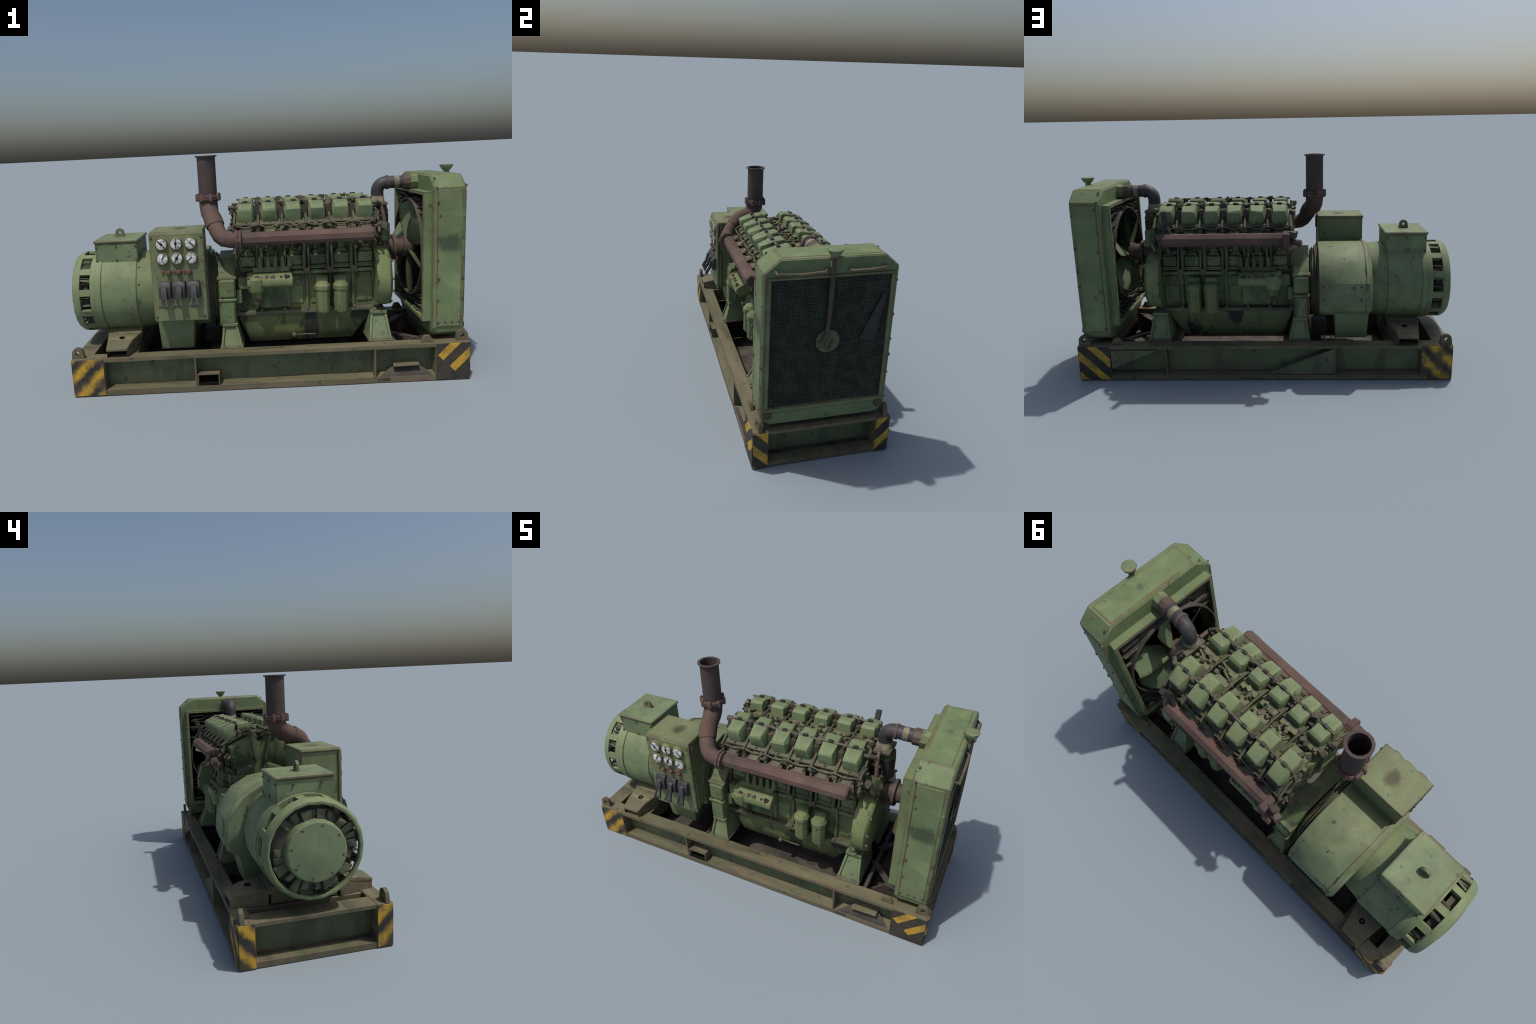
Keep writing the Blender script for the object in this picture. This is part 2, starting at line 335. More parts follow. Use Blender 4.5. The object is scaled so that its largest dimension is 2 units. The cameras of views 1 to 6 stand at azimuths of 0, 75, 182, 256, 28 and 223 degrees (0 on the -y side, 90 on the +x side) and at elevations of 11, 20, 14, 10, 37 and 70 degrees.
# lifting lugs
def lug_k(w, h, t, hole):
    k = K(); bm = bmesh.new(); n = 20; out = []; inn = []
    for i in range(n):
        a = 2 * PI * i / n; c, s_ = math.cos(a), math.sin(a)
        o_ = (c * w / 2, h * .55 + s_ * w / 2) if s_ > 0 else (c * w / 2 * (1 + .12 * -s_), h * .55 + s_ * h * .55)
        if s_ < -.3: o_ = (math.copysign(w * .56, c) if abs(c) > .3 else c * w * 1.1, 0)
        out.append(o_); inn.append((c * hole, h * .55 + s_ * hole))
    for y in (-t / 2, t / 2):
        pass
    V = {(j, l, i): bm.verts.new((p[0], y, p[1])) for j, y in ((0, -t / 2), (1, t / 2)) for l, L in ((0, out), (1, inn)) for i, p in enumerate(L)}
    for i in range(n):
        i2 = (i + 1) % n
        bm.faces.new((V[0, 0, i], V[0, 0, i2], V[0, 1, i2], V[0, 1, i])); bm.faces.new((V[1, 0, i2], V[1, 0, i], V[1, 1, i], V[1, 1, i2]))
        bm.faces.new((V[0, 0, i2], V[0, 0, i], V[1, 0, i], V[1, 0, i2])); bm.faces.new((V[0, 1, i], V[0, 1, i2], V[1, 1, i2], V[1, 1, i]))
    bmesh.ops.remove_doubles(bm, verts=bm.verts, dist=.0004)
    return k.add(bm, 0)
lug = make('lifting_lug', lug_k(.056, .052, .018, .011), 'frame', base, loc=(-.934, -.298, .19))
again(lug, (-.933, .32, .19)); again(lug, (.951, -.29, .19), (0, 0, .12)); again(lug, (.951, .318, .19), (0, 0, -.1))
k = K(); k.hull([(x, y, 0) for x in (-.032, .032) for y in (-.009, .009)] + [(x, y, .034) for x in (-.014, .014) for y in (-.008, .008)], 0, .002)
tab = make('lifting_tab', k, 'frame', base, loc=(.78, -.288, .19)); again(tab, (.783, .305, .19))

# ------------------------------------------------------------------ alternator
AZ = .457; AX = (0, YC, AZ)
k = K()
k.revolve([(-.828, .208), (-.825, .213), (-.648, .213), (-.645, .208), (-.64, .206), (-.56, .198), (-.55, .19)], AX, (1, 0, 0), 28)
for i in range(14):
    a = 2 * PI * i / 14 + .1
    k.bolt((-.636, YC + .2055 * math.cos(a), AZ + .2055 * math.sin(a)), (0, math.cos(a), math.sin(a)), .006, .005)
alt = make('alternator', k, 'alternator', wob=.002)
# end housing: ventilated band made of struts between two rings, tapered end ring
k = K()
k.revolve([(-.856, .190), (-.856, .217), (-.824, .217), (-.824, .190)], AX, (1, 0, 0), 36, closed=True)
k.revolve([(-.880, .192), (-.880, .2125), (-.856, .2125), (-.856, .192)], AX, (1, 0, 0), 36, closed=True)
k.revolve([(-.966, .187), (-.972, .190), (-.972, .199), (-.952, .2115), (-.932, .2125), (-.932, .200), (-.945, .190)], AX, (1, 0, 0), 22, closed=True)
for i in range(12):
    a = math.radians(20 + 30 * i); m = Matrix.Translation(AX) @ Matrix.Rotation(a, 4, 'X')
    k.box(-.935, -.875, -.017, .017, .196, .211, 0, .001, m)
make('vent_ring', k, 'alternator', alt, wob=.0012)
k = K()                                                            # tattered slats in the openings and rotor vanes
rr = random.Random(3)
for i in range(58):
    a = 2 * PI * i / 58 + rr.uniform(-.04, .04); m = Matrix.Translation(AX) @ Matrix.Rotation(a, 4, 'X')
    if rr.random() < .78:
        h = rr.uniform(.178, .196)
        k.obox(m @ Vector((-.905 + rr.uniform(-.006, .006), 0, h)), (.052, rr.uniform(.003, .011), rr.uniform(.012, .03)),
               (a + rr.uniform(-.5, .5), rr.uniform(-.12, .12), rr.uniform(-.25, .25)), 0)
for i in range(24):                                                # lumpy winding ends round the cap
    a = 2 * PI * i / 24 + rr.uniform(-.07, .07)
    if rr.random() < .9:
        ro = rr.uniform(.164, .186); w = rr.uniform(.14, .28); xf = rr.uniform(-.970, -.950)
        k.hull([(xf + rr.uniform(-.006, .012), YC + q * math.cos(a + da), AZ + q * math.sin(a + da)) for q in (.128, .15, ro) for da in (-w / 2, w / 2)]
               + [(-.915, YC + q * math.cos(a + da), AZ + q * math.sin(a + da)) for q in (.13, ro - .012) for da in (-w / 2.4, w / 2.4)], 1, .0015)
make('rotor_vanes', k, ['fitting', 'winding'], alt, stuff=True)
k = K(); k.revolve([(-.9, .178), (-.935, .174), (-.952, .135), (-.952, .02)], AX, (1, 0, 0), 24)
make('rotor', k, 'grime', alt)
k = K(); k.revolve([(-.92, .132), (-.972, .1285), (-.986, .125), (-.9905, .119), (-.996, .05), (-.9995, .004)], AX, (1, 0, 0), 20)
for i in range(8):
    a = 2 * PI * i / 8 + .2; k.bolt((-.9905, YC + .108 * math.cos(a), AZ + .108 * math.sin(a)), (-1, 0, 0), .006, .0015, 1)
make('end_cap', k, ['alternator', 'brown'], alt, wob=.001)
# terminal box on top
k = K()
k.hull([(x, y, z) for x in (-.856, -.640) for y in (-.112, .132) for z in (.60, .728)], 0, .003)
k.box(-.862, -.634, -.118, .139, .728, .7425, 0, .004)
for x in (-.85, -.75, -.65):
    for y, d in ((-.1135, -1), (.1335, 1)):
        for z in (.64, .71): k.bolt((x, y, z), (0, d, 0), .005, .004, 1)
for y in (-.06, .06): k.bolt((-.8575, y, .706), (-1, 0, 0), .006, .005, 1)
tb = make('terminal_box', k, ['alternator_box', 'brown'], alt, wob=.0015)
k = lug_k(.045, .038, .012, .007); make('lifting_eye', k, 'alternator_box', alt, loc=(-.752, .012, .7425))
# feet
for s in (-1, 1):
    k = K(); y = lambda v: Yn(v, s)
    k.hull([(-.825, y(.10), .25), (-.825, y(.10), .285), (-.645, y(.10), .25), (-.645, y(.10), .285),
            (-.820, y(.165), .262), (-.650, y(.165), .262), (-.820, y(.165), .235), (-.650, y(.165), .235)], 0, .003)
    k.hull([(-.818, y(.16), .262), (-.652, y(.16), .262), (-.800, y(.255), .258), (-.676, y(.255), .258), (-.792, y(.325), .236), (-.690, y(.325), .236),
            (-.818, y(.16), .25), (-.652, y(.16), .25), (-.800, y(.255), .245), (-.676, y(.255), .245), (-.792, y(.325), .222), (-.690, y(.325), .222)], 0, .003)
    for xa, xb in ((-.818, -.790), (-.652, -.692)):
        k.hull([(xa, y(.16), .255), (xb, y(.322), .228), (xa, y(.16), .188), (xb, y(.322), .188),
                (xa * .985 - .011, y(.16), .255), (xb * .985 - .011, y(.322), .228), (xa * .985 - .011, y(.16), .188), (xb * .985 - .011, y(.322), .188)], 0, .001)
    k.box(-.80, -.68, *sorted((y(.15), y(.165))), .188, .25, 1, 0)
    k.revolve([(0, .014), (.004, .014), (.004, .007), (0, .007)], (-.733, y(.232), .259), (0, 0, 1), 10, 1, closed=True)
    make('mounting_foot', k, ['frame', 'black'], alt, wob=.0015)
k = K(); k.box(-.81, -.655, -.14, .16, .19, .255, 0, .003)
make('saddle', k, 'frame', alt, wob=.002)
# coupling (bell) housing and cable trough below
k = K()
bell = [(-.20, .60), (-.10, .655), (.02, .668), (.11, .656), (.197, .608), (.277, .506), (.284, .40), (.272, .356), (.22, .322), (.13, .285), (-.13, .285), (-.20, .34)]
def bellp(f, dz=0): return [(YC + a * f, AZ + (b - AZ) * f + dz) for a, b in bell]
k.hull([(-.285, a, b) for a, b in bellp(.985)] + [(-.535, a, b) for a, b in bellp(.985)] + [(-.30, a, b) for a, b in bellp(1)] + [(-.52, a, b) for a, b in bellp(1)])
k.hull([(-.526, a, b) for a, b in bellp(1.012)] + [(-.54, a, b) for a, b in bellp(1.012)] + [(-.558, a, b) for a, b in bellp(.96)])
for x in (-.305, -.50):
    for (a, b) in ((.285, .42), (.277, .49)): k.bolt((x, YC + a, b), (1 if 0 else 0, 1, .1), .006, .004, 1)
k.hull([(-.525, YC + .215, .60), (-.535, YC + .288, .46), (-.535, YC + .296, .48), (-.525, YC + .209, .612), (-.535, YC + .291, .42), (-.515, YC + .286, .44)], 0)
make('coupling_housing', k, ['bell', 'brown'], alt, wob=.003)
k = K()
k.hull([(-.548, y, .34) for y in (-.208, .240)] + [(-.366, y, .34) for y in (-.208, .240)] + [(-.540, y, .18) for y in (-.188, .205)] + [(-.374, y, .18) for y in (-.188, .205)], 0, .004)
make('cable_trough', k, 'alternator', alt, wob=.003)
k = K()
DX = (0, YC, .443)
for x0, x1, r in ((-.292, -.272, .196), (-.272, -.264, .205), (-.258, -.248, .190), (-.266, -.240, .182)):
    k.revolve([(x0, r - .004), (x0 + .002, r), (x1 - .002, r), (x1, r - .004)], DX, (1, 0, 0), 36)
make('flywheel_disc', k, 'fitting', alt, wob=.001)

# ------------------------------------------------------------------ control cabinet
k = K()
k.hull([(x, y, z) for x in (-.540, -.292) for y in (-.268, -.080) for z in (.36, .786)], 0, .004)
k.box(-.547, -.285, -.2785, -.262, .352, .786, 0, .004)                                          # door
k.hull([(x, y, .784) for x in (-.546, -.286) for y in (-.277, -.076)] + [(x, y, .795) for x in (-.542, -.290) for y in (-.273, -.080)], 0, .001)
k.box(-.293, -.280, -.262, -.250, .37, .60, 0, .002); k.box(-.293, -.280, -.258, -.248, .70, .77, 0, .002)
for z in (.50, .62, .44): k.bolt((-.5455, -.262, z), (-1, 0, 0), .006, .006, 1)
for p in ((-.535, .765), (-.415, .768), (-.298, .765), (-.535, .375), (-.30, .372)): k.bolt((p[0], -.278, p[1]), (0, -1, 0), .0055, .004, 1)
k.hull([(-.548, -.262, .768), (-.536, -.280, .775), (-.536, -.276, .74), (-.544, -.262, .735), (-.53, -.27, .78)], 0)
k.hull([(-.285, -.272, .735), (-.298, -.280, .74), (-.302, -.277, .70), (-.287, -.272, .705), (-.29, -.27, .77)], 0)
cab = make('control_cabinet', k, ['cabinet', 'brown'], wob=.002)
def gauge(x, z, a, hand):
    k = K(); c = (x, -0.2780, z)
    k.revolve([(0, .032), (.010, .0315), (.015, .0285), (.013, .0265), (.011, .025)], c, (0, -1, 0), 14, 0)
    k.revolve([(.0112, .026), (.0135, .0255), (.015, .014)], c, (0, -1, 0), 14, 1)
    m = Matrix.Translation((x, -0.2935, z)) @ Matrix.Rotation(a, 4, 'Y')
    k.box(-.0022, .0022, -.001, .001, -.02 if hand else -.006, .024, 2, 0, m)
    if hand: k.box(-.006, .006, -.001, .0005, -.006, .006, 2, 0, m)
    for j in range(3):
        m2 = Matrix.Translation((x, -0.2925, z)) @ Matrix.Rotation(a + 1.5 + j * .9, 4, 'Y')
        k.box(-.0013, .0013, -.001, .001, .017, .023, 2, 0, m2)
    return make('gauge', k, ['cabinet', 'dial', 'dark'], cab)
for i, (a, h) in enumerate(((-.8, 1), (0, 1), (2.3, 0), (.5, 0), (.45, 1), (-2.3, 0))):
    gauge((-.487, -.418, -.349)[i % 3], (.738, .667)[i // 3], a, h)
k = K(); k.revolve([(0, .014), (.012, .013), (.018, .008)], (0, 0, 0), (0, -1, 0), 8); k.revolve([(-.004, .017), (.003, .016)], (0, 0, 0), (0, -1, 0), 8)
lamp = make('indicator_lamp', k, 'lamp', cab, loc=(-.463, -0.2790, .597))
again(lamp, (-.4135, -0.2790, .598), (0, .6, 0)); again(lamp, (-.364, -0.2790, .598), (0, 1.1, 0))
k = K(); k.revolve([(0, .008), (.006, .006)], (0, 0, 0), (0, -1, 0), 6)
st = make('indicator_stud', k, 'lamp', cab, loc=(-.438, -0.2790, .599)); again(st, (-.389, -0.2790, .599)); again(st, (-.49, -0.2790, .597))
k = K()
k.hull([(x, y, z) for x in (-.0315, .0315) for y in (0,) for z in (-.041, .043)] + [(x, -.026, z) for x in (-.028, .028) for z in (-.037, .018)] + [(x, -.012, .042) for x in (-.029, .029)], 0, .002)
sw = make('isolator_switch', k, 'switch', cab, loc=(-.485, -0.2790, .511))
again(sw, (-.4155, -0.2790, .512)); again(sw, (-.346, -0.2790, .511))
k = K()
k.hull([(x, -.022, .022) for x in (-.012, .012)] + [(x, -.034, .018) for x in (-.012, .012)] + [(x, -.048, -.036) for x in (-.015, .015)] + [(x, -.034, -.036) for x in (-.015, .015)], 0, .001)
for s in (-1, 1):
    k.hull([(s * .013, -.048, -.034), (s * .007, -.048, -.034), (s * .013, -.036, -.034), (s * .007, -.036, -.034),
            (s * .021, -.068, -.068), (s * .015, -.068, -.068), (s * .021, -.060, -.072), (s * .015, -.060, -.072)], 0)
k.hull([(x, y, z) for x in (-.021, .021) for y, z in ((-.068, -.066), (-.060, -.066), (-.068, -.073), (-.060, -.073))], 0)
hd = make('switch_handle', k, 'switch', cab, loc=(-.488, -0.2790, .512))
again(hd, (-.4165, -0.2790, .513), (0, .06, 0)); again(hd, (-.345, -0.2790, .512), (0, -.04, 0))

# ------------------------------------------------------------------ engine: crankcase, banks
CX = [-.082 + .118 * i for i in range(6)]                          # cylinder stations along the crankshaft
k = K()
k.box(-.152, .565, Yn(-.138, 1), Yn(.138, 1), .335, .56, 0, .006)
k.prism([(Yn(-.125, 1), .53), (Yn(.125, 1), .53), (Yn(.05, 1), .80), (Yn(-.05, 1), .80)], 'x', -.14, .565, 0, .004)
for s in (-1, 1):
    y0, y1 = sorted((Yn(.12, s), Yn(.172, s))); k.box(-.155, .545, y0, y1, .328, .346, 1, .002)    # pan rail
    y0, y1 = sorted((Yn(.12, s), Yn(.172, s))); k.box(.14, .545, y0, y1, .532, .550, 0, .003)      # deck rail
    y0, y1 = sorted((Yn(.12, s), Yn(.165, s))); k.box(-.12, .545, y0, y1, .556, .566, 0, .002)
    for i in range(7):
        x = CX[0] - .059 + .118 * i
        y0, y1 = sorted((Yn(.13, s), Yn(.150, s))); k.box(x - .008, x + .008, y0, y1, .345, .535, 0, .003)
        k.bolt((x, Yn(.165, s), .352), (0, s, 0), .009, .010, 1)
    for i, x in enumerate(CX):                                     # inspection doors in the crankcase
        y0, y1 = sorted((Yn(.13, s), Yn(.144, s))); k.box(x - .043, x + .043, y0, y1, .37, .47, 0, .005)
        k.hull([(x - .04, Yn(.136, s), .475), (x + .04, Yn(.136, s), .475), (x - .028, Yn(.156, s), .522), (x + .028, Yn(.156, s), .522), (x - .03, Yn(.136, s), .53), (x + .03, Yn(.136, s), .53)], 0, .003)
eng = make('engine', k, ['engine', 'fitting'], wob=.002)
# sump
k = K()
k.hull([(x, Yn(y, 1), .33) for x in (-.148, .53) for y in (-.158, .158)] + [(.53, Yn(y, 1), .305) for y in (-.15, .15)] + [(-.135, Yn(y, 1), .30) for y in (-.155, .155)]
       + [(x, Yn(y, 1), .235) for x in (-.105, .462) for y in (-.15, .15)] + [(x, Yn(y, 1),   .173) for x in (-.085, .445) for y in (-.125, .122)] + [(x, Yn(y, 1), .20) for x in (-.095, .452) for y in (-.144, .140)])
for s in (-1, 1): k.revolve([(0, .013), (.012, .012), (.018, .007)], (.14, Yn(.146, s), .205), (0, s, 0), 8, 1)
k.tube([(.15, YC - .145, .203), (.20, YC - .15, .206), (.25, YC - .148, .205)], .004, 6, 1)
make('oil_sump', k, ['sump', 'fitting'], eng, wob=.004)
for s in (-1, 1):
    y = lambda v: Yn(v, s)
    k = K()
    k.prism([(y(.160), .786), (y(.045), .842), (y(.0), .79), (y(.0), .54), (y(.125), .54), (y(.125), .66)], 'x', -.138, .562, 0, .004)
    # heads: separate blocks with a flange plate under each cover
    for i, x in enumerate(CX):
        hw = .050
        k.hull([(x + d, y(a), b) for d in (-hw, hw) for a, b in ((.176, .786), (.048, .842), (.04, .80), (.158, .735))], 0, .003)
        k.hull([(x + d, y(a), b) for d in (-.054, .054) for a, b in ((.186, .790), (.186, .799), (.040, .853), (.040, .862))], 1, .002)
        # exhaust port stub reaching the manifold
        k.hull([(x + d, y(.165), b) for d in (-.026, .026) for b in (.735, .785)] + [(x + d, y(.235), b) for d in (-.022, .022) for b in (.728, .758)], 1, .003)
        # liner door with neck, ribbed sill below
        k.box(x - .037, x + .037, *sorted((y(.12), y(.166))), .578, .632, 0, .005)
        k.hull([(x + d, y(.158), .634) for d in (-.036, .036)] + [(x + d, y(.125), .634) for d in (-.036, .036)] + [(x + d, y(a), .654) for d in (-.017, .017) for a in (.115, .150)], 0, .003)
        k.box(x - .017, x + .017, *sorted((y(.11), y(.148))), .65, .73, 0, .003)
        k.box(x - .039, x + .039, *sorted((y(.12), y(.162))), .566, .574, 0, .001)
        k.bolt((x + .024, y(.166), .612), (0, s, 0), .005, .005, 2)
        # ribs / tubes between the cylinders
        xt = x + .059
        if i < 5:
            k.tube([(xt - .012, y(.172), .552), (xt - .012, y(.164), .62), (xt - .008, y(.160), .735)], .0085, 8, 1)
            k.tube([(xt + .012, y(.166), .552), (xt + .012, y(.158), .62), (xt + .008, y(.156), .735)], .0065, 8, 0)
            k.hull([(xt + d, y(a), b) for d in (-.016, .016) for a, b in ((.13, .535), (.184, .538), (.18, .566), (.13, .566))], 1, .002)
            k.hull([(xt + d, y(a), b) for d in (-.012, .012) for a, b in ((.15, .74), (.196, .745), (.188, .79), (.15, .80))], 1, .002)
    make('cylinder_bank', k, ['engine', 'fitting', 'brown'], eng, wob=.002)
    # rear bank plate with cross ribs
    k = K()
    k.hull([(-.138, y(a), b) for a, b in ((.172, .782), (.052, .842), (.022, .70), (.142, .66))] + [(-.152, y(a), b) for a, b in ((.160, .775), (.06, .825), (.04, .73), (.135, .69))], 0, .002)
    k.hull([(-.138, y(a), b) for a, b in ((.135, .655), (.03, .695), (.03, .58), (.12, .57))] + [(-.150, y(a), b) for a, b in ((.12, .645), (.045, .675), (.04, .6), (.11, .59))], 0, .002)
    k.hull([(x, y(a), b) for x in (-.138, -.156) for a, b in ((.05, .845), (.062, .84), (.03, .70), (.018, .705))], 1)
    make('bank_end_plate', k, ['engine', 'fitting'], eng, wob=.003)

# valve covers: an outer and an inner hood per cylinder, three shapes of each, split by the seam strip
def hood(inner, s, r):
    k = K(); j = lambda a=.0025: r.uniform(-a, a); y = lambda v: Yn(v, s); P = []
    if not inner:
        for hw, yy, z in ((.031, .172, .801), (.0325, .1895, .864), (.030, .185, .874), (.036, .122, .897), (.0405, .122, .884), (.0425, .155, .860),
                          (.043, .15, .812), (.042, .120, .815), (.0405, .174, .833), (.036, .165, .800)):
            for d in (-1, 1): P.append((d * (hw + j()), y(yy + j()), z + j()))
    else:
        for hw, yy, z in ((.035, .112, .898), (.040, .112, .885), (.041, .112, .82), (.032, .064, .906), (.0385, .080, .893), (.034, .0505, .896),
                          (.040, .065, .85), (.036, .046, .848), (.040, .075, .835)):
            for d in (-1, 1): P.append((d * (hw + j(.002)), y(yy + j(.002)), z + j(.002)))
    k.hull(P, 0, .0015)
    if not inner: k.revolve([(0, .006), (.007, .0045)], (0, y(.178), .806), (0, s, -.2), 6, 1)
    return k
for s in (-1, 1):
    for inner in (0, 1):
        for i, x in enumerate(CX):
            r = random.Random(int(i * 7 + inner * 31 + (s + 1) * 50))
            make('valve_cover', hood(inner, s, r), ['cover', 'fitting'], eng, angle=20, loc=(x, 0, 0))
    # seam strip with clips
    k = K(); y = lambda v: Yn(v, s); r = random.Random(11 + s)
    k.tube([(CX[0] - .05 + .014 * i, y(.117) + r.uniform(-.002, .002), .896 + r.uniform(-.002, .003)) for i in range(int(.69 / .014) + 1)], .0055, 6, 1)
    for i, x in enumerate(CX):
        k.obox((x + r.uniform(-.01, .01), y(.117), .902), (.024, .014, .010), (0, r.uniform(-.1, .1), r.uniform(-.15, .15)), 0, .001)
        if i < 5:
            xt = x + .059
            k.hull([(xt + r.uniform(-.019, .019), y(.117 + r.uniform(-.017, .017)), .885 + r.uniform(-.014, .024)) for _ in range(14)], 2)
            k.hull([(xt + d, y(.117 + e), z) for d in (-.012, .012) for e in (-.03, .03) for z in (.80, .872)], 2)
    make('seam_strip', k, ['dark', 'fitting', 'grime'], eng)
    # fuel line along the outer edge and struts that run out to it between the covers
    k = K()
    pts = [(CX[0] - .05 + .0295 * i, y(.200) + r.uniform(-.003, .003), .787 + (.006 if i % 4 in (0, 3) else -.003)) for i in range(24)]
    k.tube(pts, .0042, 6, 0)
    for i in range(7):
        xt = CX[0] - .059 + .118 * i
        k.tube([(xt, y(.06), .862), (xt + .004, y(.15), .832), (xt, y(.205), .792)], [.005, .006, .006], 6, 0)
        k.hull([(xt + r.uniform(-.016, .016), y(.200 + r.uniform(-.014, .012)), .778 + r.uniform(-.03, .016)) for _ in range(12)], 1)
        k.tube([(xt + .003, y(.19), .79), (xt + .003, y(.20), .76), (xt + .002, y(.225), .735)], .007, 6, 1)
    make('fuel_line', k, ['fitting', 'fitting'], eng)
# clutter: valley between the banks, gaps above the manifolds, rear of heads
k = K(); r = random.Random(21)
for i in range(5):
    xt = CX[i] + .059
    k.tube([(xt, Yn(-.075, 1), .862), (xt + .003, YC, .866), (xt, Yn(.075, 1), .862)], .0055, 6, 1)
for i, x in enumerate(CX):
    for s in (-1, 1): k.box(x - .045, x + .045, *sorted((Yn(.012, s), Yn(.046, s))), .82, .858, 2, .002)
    for j in range(11):
        c = (x + r.uniform(-.056, .056), YC + r.uniform(-.034, .034), .845 + r.uniform(-.01, .022))
        k.obox(c, (r.uniform(.012, .026), r.uniform(.010, .022), r.uniform(.008, .026)), (r.uniform(-.4, .4), r.uniform(-.4, .4), r.uniform(0, 3)), r.choice((0, 0, 0, 1, 2)))
    for j in range(3): k.cyl((x + r.uniform(-.05, .05), YC + r.uniform(-.03, .03), .83), (x + r.uniform(-.05, .05), YC + r.uniform(-.03, .03), .875), .006, n=7, mi=2)
for s in (-1, 1):
    for x in CX:
        for j in range(9):
            c = (x + r.uniform(-.05, .05), Yn(r.uniform(.175, .2), s), .775 + r.uniform(-.03, .015))
            k.obox(c, (r.uniform(.008, .022), r.uniform(.008, .02), r.uniform(.006, .02)), (r.uniform(-.8, .8), r.uniform(-.8, .8), r.uniform(0, 3)), r.choice((0, 0, 1, 2)))
        for j in range(7):
            c = (x + r.uniform(-.055, .055), Yn(r.uniform(.15, .18), s), .675 + r.uniform(-.02, .045))
            k.obox(c, (r.uniform(.008, .022), r.uniform(.008, .02), r.uniform(.006, .03)), (r.uniform(-.8, .8), r.uniform(-.8, .8), r.uniform(0, 3)), r.choice((0, 1, 2)))
    for j in range(12):
        c = (-.143 + r.uniform(-.012, .006), Yn(r.uniform(.03, .12), s), .86 + r.uniform(-.03, .02))
        k.obox(c, (r.uniform(.008, .03), r.uniform(.008, .025), r.uniform(.006, .02)), (r.uniform(-.8, .8), r.uniform(-.8, .8), r.uniform(0, 3)), r.choice((0, 1, 2)))
    for j in range(10):
        c = (-.142 + r.uniform(-.010, .006), Yn(r.uniform(.14, .19), s), .76 + r.uniform(-.04, .04))
        k.obox(c, (r.uniform(.008, .03), r.uniform(.008, .025), r.uniform(.006, .025)), (r.uniform(-.8, .8), r.uniform(-.8, .8), r.uniform(0, 3)), r.choice((0, 1, 2)))
for j in range(40):                                                # front of the heads
    c = (.575 + r.uniform(-.012, .02), YC + r.uniform(-.17, .17), r.uniform(.66, .82))
    k.obox(c, (r.uniform(.008, .03), r.uniform(.01, .03), r.uniform(.01, .05)), (r.uniform(-.5, .5), r.uniform(-.5, .5), r.uniform(0, 3)), r.choice((0, 1, 2)))
make('engine_fittings', k, ['grime', 'fitting', 'valley'], eng, stuff=True)
# flywheel housing with side pads, and engine feet
k = K(); H = []
for a, b in ((.115, .622), (.205, .545), (.222, .53), (.222, .30), (.15, .26)): H.append((a, b))
k.prism([(YC + a, b) for a, b in H] + [(YC - a, b) for a, b in H[::-1]], 'x', -.234, -.150, 0, .005)
for s in (-1, 1):
    y = lambda v: Yn(v, s)
    k.box(-.240, -.144, *sorted((y(.18), y(.226))), .530, .545, 0, .003)
    k.box(-.232, -.150, *sorted((y(.18), y(.236))), .440, .532, 0, .008)
    k.box(-.236, -.146, *sorted((y(.18), y(.244))), .424, .438, 0, .003)
    k.box(-.226, -.156, *sorted((y(.18), y(.240))), .310, .425, 0, .005)
    for x in (-.222, -.16): k.bolt((x, y(.237), .447), (0, s, 0), .005, .004, 1)
k.box(-.15, -.135, Yn(-.16, 1), Yn(.16, 1), .33, .56, 1, .003)
k.box(-.165, -.135, Yn(-.15, 1), Yn(.15, 1), .54, .63, 1, .003)
for s in (-1, 1): k.box(-.148, -.12, *sorted((Yn(.17, s), Yn(.20, s))), .40, .47, 0, .003)
make('flywheel_housing', k, ['engine', 'fitting'], eng, wob=.002)
def foot(x0, x1, xt0, xt1, zt, yb, yt, s):
    """raked pedestal: solid core, two side cheeks, top and bottom plates"""
    k = K(); y = lambda v: Yn(v, s); t = .012
    k.hull([(x0 + t, y(yb - .009), .19), (x1 - t, y(yb - .009), .19), (xt0 + t, y(yt - .009), zt), (xt1 - t, y(yt - .009), zt),
            (x0 + t, y(.06), .19), (x1 - t, y(.06), .19), (xt0 + t, y(.06), zt), (xt1 - t, y(.06), zt)], 0)
    for a, b in ((x0, xt0), (x1 - t, xt1 - t)):
        k.hull([(a + d, y(v), .19) for d in (0, t) for v in (.05, yb)] + [(b + d, y(v), zt) for d in (0, t) for v in (.05, yt)], 0, .002)
    k.hull([(x, y(v), z) for x in (xt0 - .002, xt1 + .002) for v in (.06, yt + .006) for z in (zt - .004, zt + .012)], 0, .002)
    k.hull([(x, y(v), z) for x in (x0 - .003, x1 + .003) for v in (.06, yb + .008) for z in (.187, .198)], 1, .002)
    for x in (x0 + .02, x1 - .02): k.bolt((x, y(yb + .001), .197), (0, 0, 1), .007, .006, 1)
    for x in (xt0 + .018, xt1 - .018): k.bolt((x, y(yt - .006), zt + .011), (0, 0, 1), .008, .006, 1)
    return k
for s in (-1, 1):
    make('engine_foot', foot(-.234, -.124, -.222, -.150, .300, .268, .236, s), ['green', 'fitting'], eng, wob=.0015)
    k = foot(.505, .623, .528, .606, .318, .260, .200, s)
    k.hull([(x, Yn(v, s), z) for x in (.535, .60) for v, z in ((.06, .325), (.186, .325), (.16, .345), (.06, .352))], 1, .003)
    make('engine_foot', k, ['green', 'fitting'], eng, wob=.0015)
